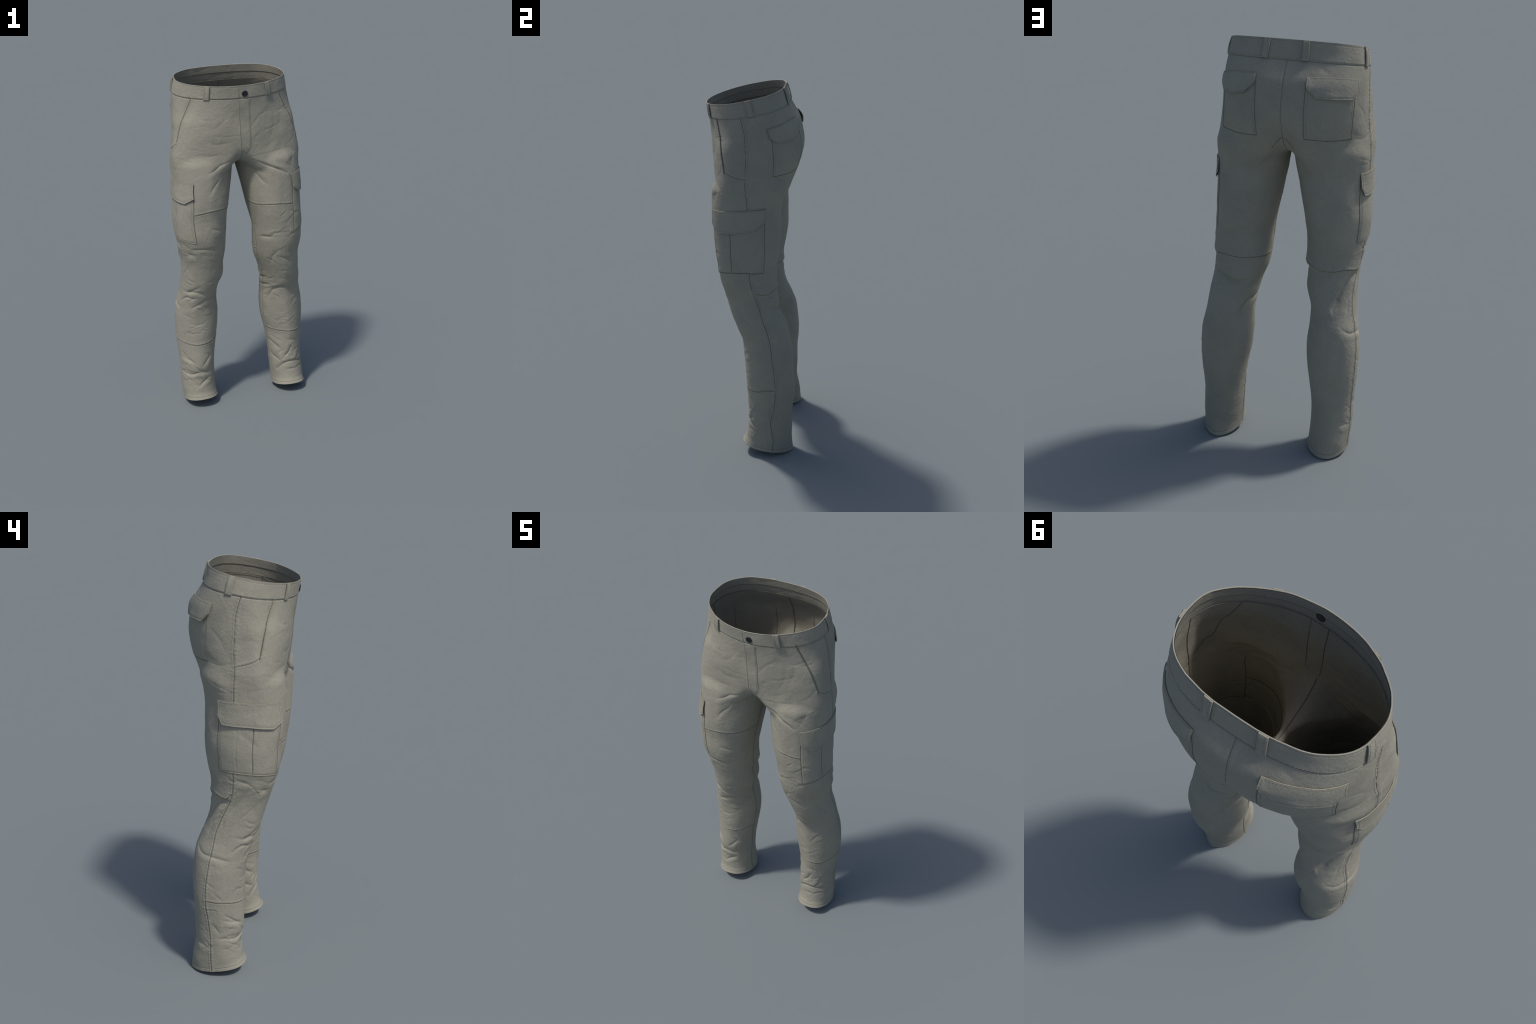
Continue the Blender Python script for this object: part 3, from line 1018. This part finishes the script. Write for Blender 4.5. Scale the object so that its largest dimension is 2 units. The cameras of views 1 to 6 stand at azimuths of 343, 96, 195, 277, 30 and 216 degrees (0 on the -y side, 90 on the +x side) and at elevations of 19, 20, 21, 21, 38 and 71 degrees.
# ---- pockets: thick cloth pieces lying on the body
def slab(side, top, foot, off_out, thick, nu=72, nv=40, closed=False, ripple=None, seed=0):
    """cloth piece between a top line and a foot line of (t,z) points.
    off_out(u, v) -> distance of the outer face from the body.  closed: edges run down into the body."""
    def along(line, u):
        C = np.asarray(line, float)
        f = (C[:, 0] - C[0, 0]) / (C[-1, 0] - C[0, 0])
        return np.stack([np.interp(u, f, C[:, 0]), np.interp(u, f, C[:, 1])], 1)
    C = np.asarray(foot, float)
    corners = (C[:, 0] - C[0, 0]) / (C[-1, 0] - C[0, 0])
    u = np.unique(np.concatenate([np.linspace(0, 1, nu), corners, [.004, .010, .990, .996]]))
    v = np.unique(np.concatenate([np.linspace(0, 1, nv), [.012, .03, .970, .988]]))
    A, B = along(top, u), along(foot, u)
    U, W = np.meshgrid(u, v)
    t = A[None, :, 0] * (1 - W) + B[None, :, 0] * W
    z = A[None, :, 1] * (1 - W) + B[None, :, 1] * W
    h = off_out(U, W)
    if closed:
        d = np.minimum(np.minimum(U, 1 - U) * 22, np.minimum(W, 1 - W) * 26)
        h = h * (.35 + .65 * smooth(d)) 
    P, N = on_body(side, t, z, h, soft=True)
    n1, n2 = U.shape
    if closed:
        Q, _ = on_body(side, t, z, -.0005, soft=True)
    else:
        Q = P - N * thick
    idx = np.arange(n1 * n2).reshape(n1, n2)
    o, i_ = idx, idx + n1 * n2
    F = [np.stack([o[:-1, :-1], o[1:, :-1], o[1:, 1:], o[:-1, 1:]], -1).reshape(-1, 4)]
    F.append(np.stack([i_[:-1, :-1], i_[:-1, 1:], i_[1:, 1:], i_[1:, :-1]], -1).reshape(-1, 4))
    ring = np.concatenate([idx[0, :-1], idx[:-1, -1], idx[-1, :0:-1], idx[:0:-1, 0]])
    # two extra rings round the edge for a soft turn
    VV = [P.reshape(-1, 3), Q.reshape(-1, 3)]
    base = 2 * n1 * n2
    k = len(ring)
    Pr, Qr = P.reshape(-1, 3)[ring], Q.reshape(-1, 3)[ring]
    cen = P.reshape(-1, 3).mean(0)
    Nr = N.reshape(-1, 3)[ring]
    outw = np.roll(Pr, -1, 0) - np.roll(Pr, 1, 0)
    outw = np.cross(outw, Nr)
    outw /= np.linalg.norm(outw, axis=1, keepdims=True) + 1e-12
    sg = np.sign(((Pr - cen) * outw).sum(1).mean())
    outw *= sg
    bulge = .35 * np.linalg.norm(Pr - Qr, axis=1, keepdims=True).clip(0, .003)
    m1 = Pr * .72 + Qr * .28 + outw * bulge
    m2 = Pr * .28 + Qr * .72 + outw * bulge
    VV += [m1, m2]
    a, b = base + np.arange(k), base + k + np.arange(k)
    seq = [ring, a, b, ring + n1 * n2]
    for x, y in zip(seq[:-1], seq[1:]):
        F.append(np.stack([x, y, np.roll(y, -1), np.roll(x, -1)], -1))
    F = np.concatenate(F)
    VVV = np.concatenate(VV)
    q = F[0]
    fn = np.cross(VVV[q[2]] - VVV[q[0]], VVV[q[3]] - VVV[q[1]])
    if fn @ N.reshape(-1, 3)[q[0]] < 0:
        F = F[:, ::-1]
    return VVV, F, (t, z, h, u, v)


def slab_line(side, grid, pts, lift=.0):
    """points on the outer face of a slab along (u, v) control points"""
    t, z, h, u, v = grid
    out = []
    C = np.asarray(pts, float)
    s = np.concatenate([[0], np.cumsum(np.hypot(np.diff(C[:, 0]), np.diff(C[:, 1])))])
    q = np.linspace(0, s[-1], 60)
    uu, vv = np.interp(q, s, C[:, 0]), np.interp(q, s, C[:, 1])
    def look(G):
        c, r = np.interp(uu, u, np.arange(len(u))), np.interp(vv, v, np.arange(len(v)))
        ci, ri = np.minimum(c.astype(int), len(u) - 2), np.minimum(r.astype(int), len(v) - 2)
        fc, fr = c - ci, r - ri
        return ((G[ri, ci] * (1 - fc) + G[ri, ci + 1] * fc) * (1 - fr) + (G[ri + 1, ci] * (1 - fc) + G[ri + 1, ci + 1] * fc) * fr)
    P, N = on_body(side, look(t), look(z), look(h) + lift, soft=True)
    s = np.concatenate([[0], np.cumsum(np.linalg.norm(np.diff(P, axis=0), axis=1))])
    return P, N, s


def groove(x, c, w):
    return np.exp(-((x - c) / w) ** 2)


def pocket(side, spec, name, depth, lift0, lift1, pleats, seed):
    foot = spec['foot']
    top = [spec['left'][0], spec['right'][0]]
    nz = Noise3(seed)
    def body_off(U, W):
        h = depth * (1 + .12 * nz(U * 3, W * 3, U * 0 + .5))
        for c, wdt, dp in pleats:
            h = h - dp * groove(U, c, wdt)
        # edge stitching presses a channel
        h = h - .0008 * (groove(U, .045, .012) + groove(U, .955, .012))
        if len(pleats):
            h = h - .0016 * groove(W - .10 * np.sin(U * 7), .52, .05) * smooth((U - .30) / .1) * smooth((.68 - U) / .1)
        return h
    v, f, grid = slab(side, top, foot, body_off, depth, closed=True, nu=110, nv=80)
    ob = make(name, v, f, M_CLOTH)
    parts = []
    edge = [(.004, .0), (.004, .993), (.996, .993), (.996, .0)]
    # dark line where the pocket meets the leg
    t, z = grid[0], grid[1]
    tl = np.concatenate([t[:, 0], t[-1, 1:], t[::-1, -1][1:]])
    zl = np.concatenate([z[:, 0], z[-1, 1:], z[::-1, -1][1:]])
    P, N = on_body(side, tl, zl, .0012, soft=True)
    D = np.gradient(P, axis=0)
    O = np.cross(D, N)
    O /= np.linalg.norm(O, axis=1, keepdims=True) + 1e-12
    if (O * (P - P.mean(0))).sum() < 0:
        O = -O
    parts.append(ribbon(P + O * .0016, N, .0013, .0008))
    P2, N2 = on_body(side, tl, zl, -THICK - .0008)
    parts.append(ribbon(P2, -N2, .0014, .0008))
    for c, wdt, dp in pleats:
        if dp > .0015:
            P, N, s = slab_line(side, grid, [(c, .30), (c, .985)], .0004)
            parts.append(ribbon(P, N, .0016, .0006))
    vv, ff = join(parts)
    make(name + '_seam', vv, ff, M_SEAM if len(pleats) else M_SOFT, parent=ob)
    sp = []
    for e in ([(.045, .02), (.045, .96)], [(.955, .96), (.955, .02)]):
        sp.append(slab_line(side, grid, e, .0002))
    vv, ff = stitches(sp)
    make(name + '_stitching', vv, ff, M_STITCH, parent=ob, stuff=True)
    # flap: a free sheet standing off the pocket
    def flap_off(U, W):
        return lift0 + (lift1 - lift0) * W ** .8 + .0016 * nz(U * 3.5 + 9, W * 2, U * 0) * W \
            - .0010 * (groove(W, .93, .03))
    v, f, grid = slab(side, spec['flap_top'], spec['flap_foot'], flap_off, .0036, nu=110, nv=44)
    fo = make(name + '_flap', v, f, M_CLOTH, parent=ob)
    sp = [slab_line(side, grid, [(.03, .05), (.03, .93), (.97, .93), (.97, .05)], .0002),
          slab_line(side, grid, [(.01, .05), (.99, .05)], .0002)]
    vv, ff = stitches(sp)
    make(name + '_flap_stitching', vv, ff, M_STITCH, parent=fo if False else ob, stuff=True)
    return ob


for side in (1, -1):
    pocket(side, CARGO[side], 'cargo_pocket', .0034, .0050, .0125,
           [(.445 if side < 0 else .40, .010, .0022), (.69 if side < 0 else .64, .010, .0010)], 50 + side)
    pocket(side, HIP[side], 'hip_pocket', .0022, .0048, .0140 if side < 0 else .0115, [], 60 + side)

# ---- belt loops
for side in (1, -1):
    for c in LOOPS[side]:
        P0, _ = on_body(side, c - .005, 1.93)
        P1, _ = on_body(side, c + .005, 1.93)
        k = np.linalg.norm(P1 - P0) / .01
        w = .0145 / k
        def loop_off(U, W):
            return .0062 + .0035 * np.sin(np.pi * W) ** .7 + .0008 * (groove(U, .15, .08) + groove(U, .85, .08))
        v, f, grid = slab(side, [(c - w, Z_RIM + .0005), (c + w, Z_RIM + .0005)], [(c - w, Z_BAND), (c + w, Z_BAND)],
                          loop_off, .0042, nu=14, nv=30)
        ob = make('belt_loop', v, f, M_CLOTH)
        vv, ff = stitches([slab_line(side, grid, [(e, .03), (e, .97)], .0002) for e in (.16, .84)])
        make('belt_loop_stitching', vv, ff, M_STITCH, parent=ob, stuff=True)

v, f = stitches(st)
make('stitching', v, f, M_STITCH, stuff=True)


# ---- button
def turned(profile, segments, centre, axis):
    """profile of (radius, height) spun round an axis"""
    axis = axis / np.linalg.norm(axis)
    a = np.cross(axis, [0, 0, 1.0])
    a /= np.linalg.norm(a)
    b = np.cross(axis, a)
    ang = np.linspace(0, 2 * np.pi, segments, endpoint=False)
    ring = np.cos(ang)[:, None] * a + np.sin(ang)[:, None] * b
    VV = np.concatenate([centre + r * ring + hgt * axis for r, hgt in profile])
    n = len(profile)
    idx = np.arange(n * segments).reshape(n, segments)
    nx = np.roll(idx, -1, 1)
    F = np.stack([idx[:-1], nx[:-1], nx[1:], idx[1:]], -1).reshape(-1, 4)
    return VV, F


BP, BN = on_body(1, np.array([.0105]), np.array([1.917]))
BP, BN = BP[0], BN[0]
R = .0162
v, f = turned([(R * .8, -.002), (R, 0), (R * 1.02, .0022), (R * .97, .0042), (R * .86, .0050), (R * .74, .0046), (R * .66, .0032),
               (R * .45, .0030), (R * .38, .0040), (R * .22, .0046), (.0004, .0047)], 40, BP, BN)
but = make('button', v, f, M_BUTTON)
studs = []
ax = np.cross(BN, [0, 0, 1.0])
ax /= np.linalg.norm(ax)
ay = np.cross(BN, ax)
for i in range(12):
    a = 2 * np.pi * i / 12
    c = BP + BN * .0032 + (math.cos(a) * ax + math.sin(a) * ay) * R * .56
    studs.append(turned([(.0011, -.001), (.0011, .0006), (.0006, .0011), (.0001, .0012)], 8, c, BN))
v, f = join(studs)
make('button_relief', v, f, M_BUTTON, parent=but, stuff=True)
v, f = turned([(.0150, .0008), (.0150, -.0010), (.0125, -.0020), (.0004, -.0022)], 32, BP - BN * (THICK + .0030), BN)
make('button_back', v, f[:, ::-1], M_BUTTON)
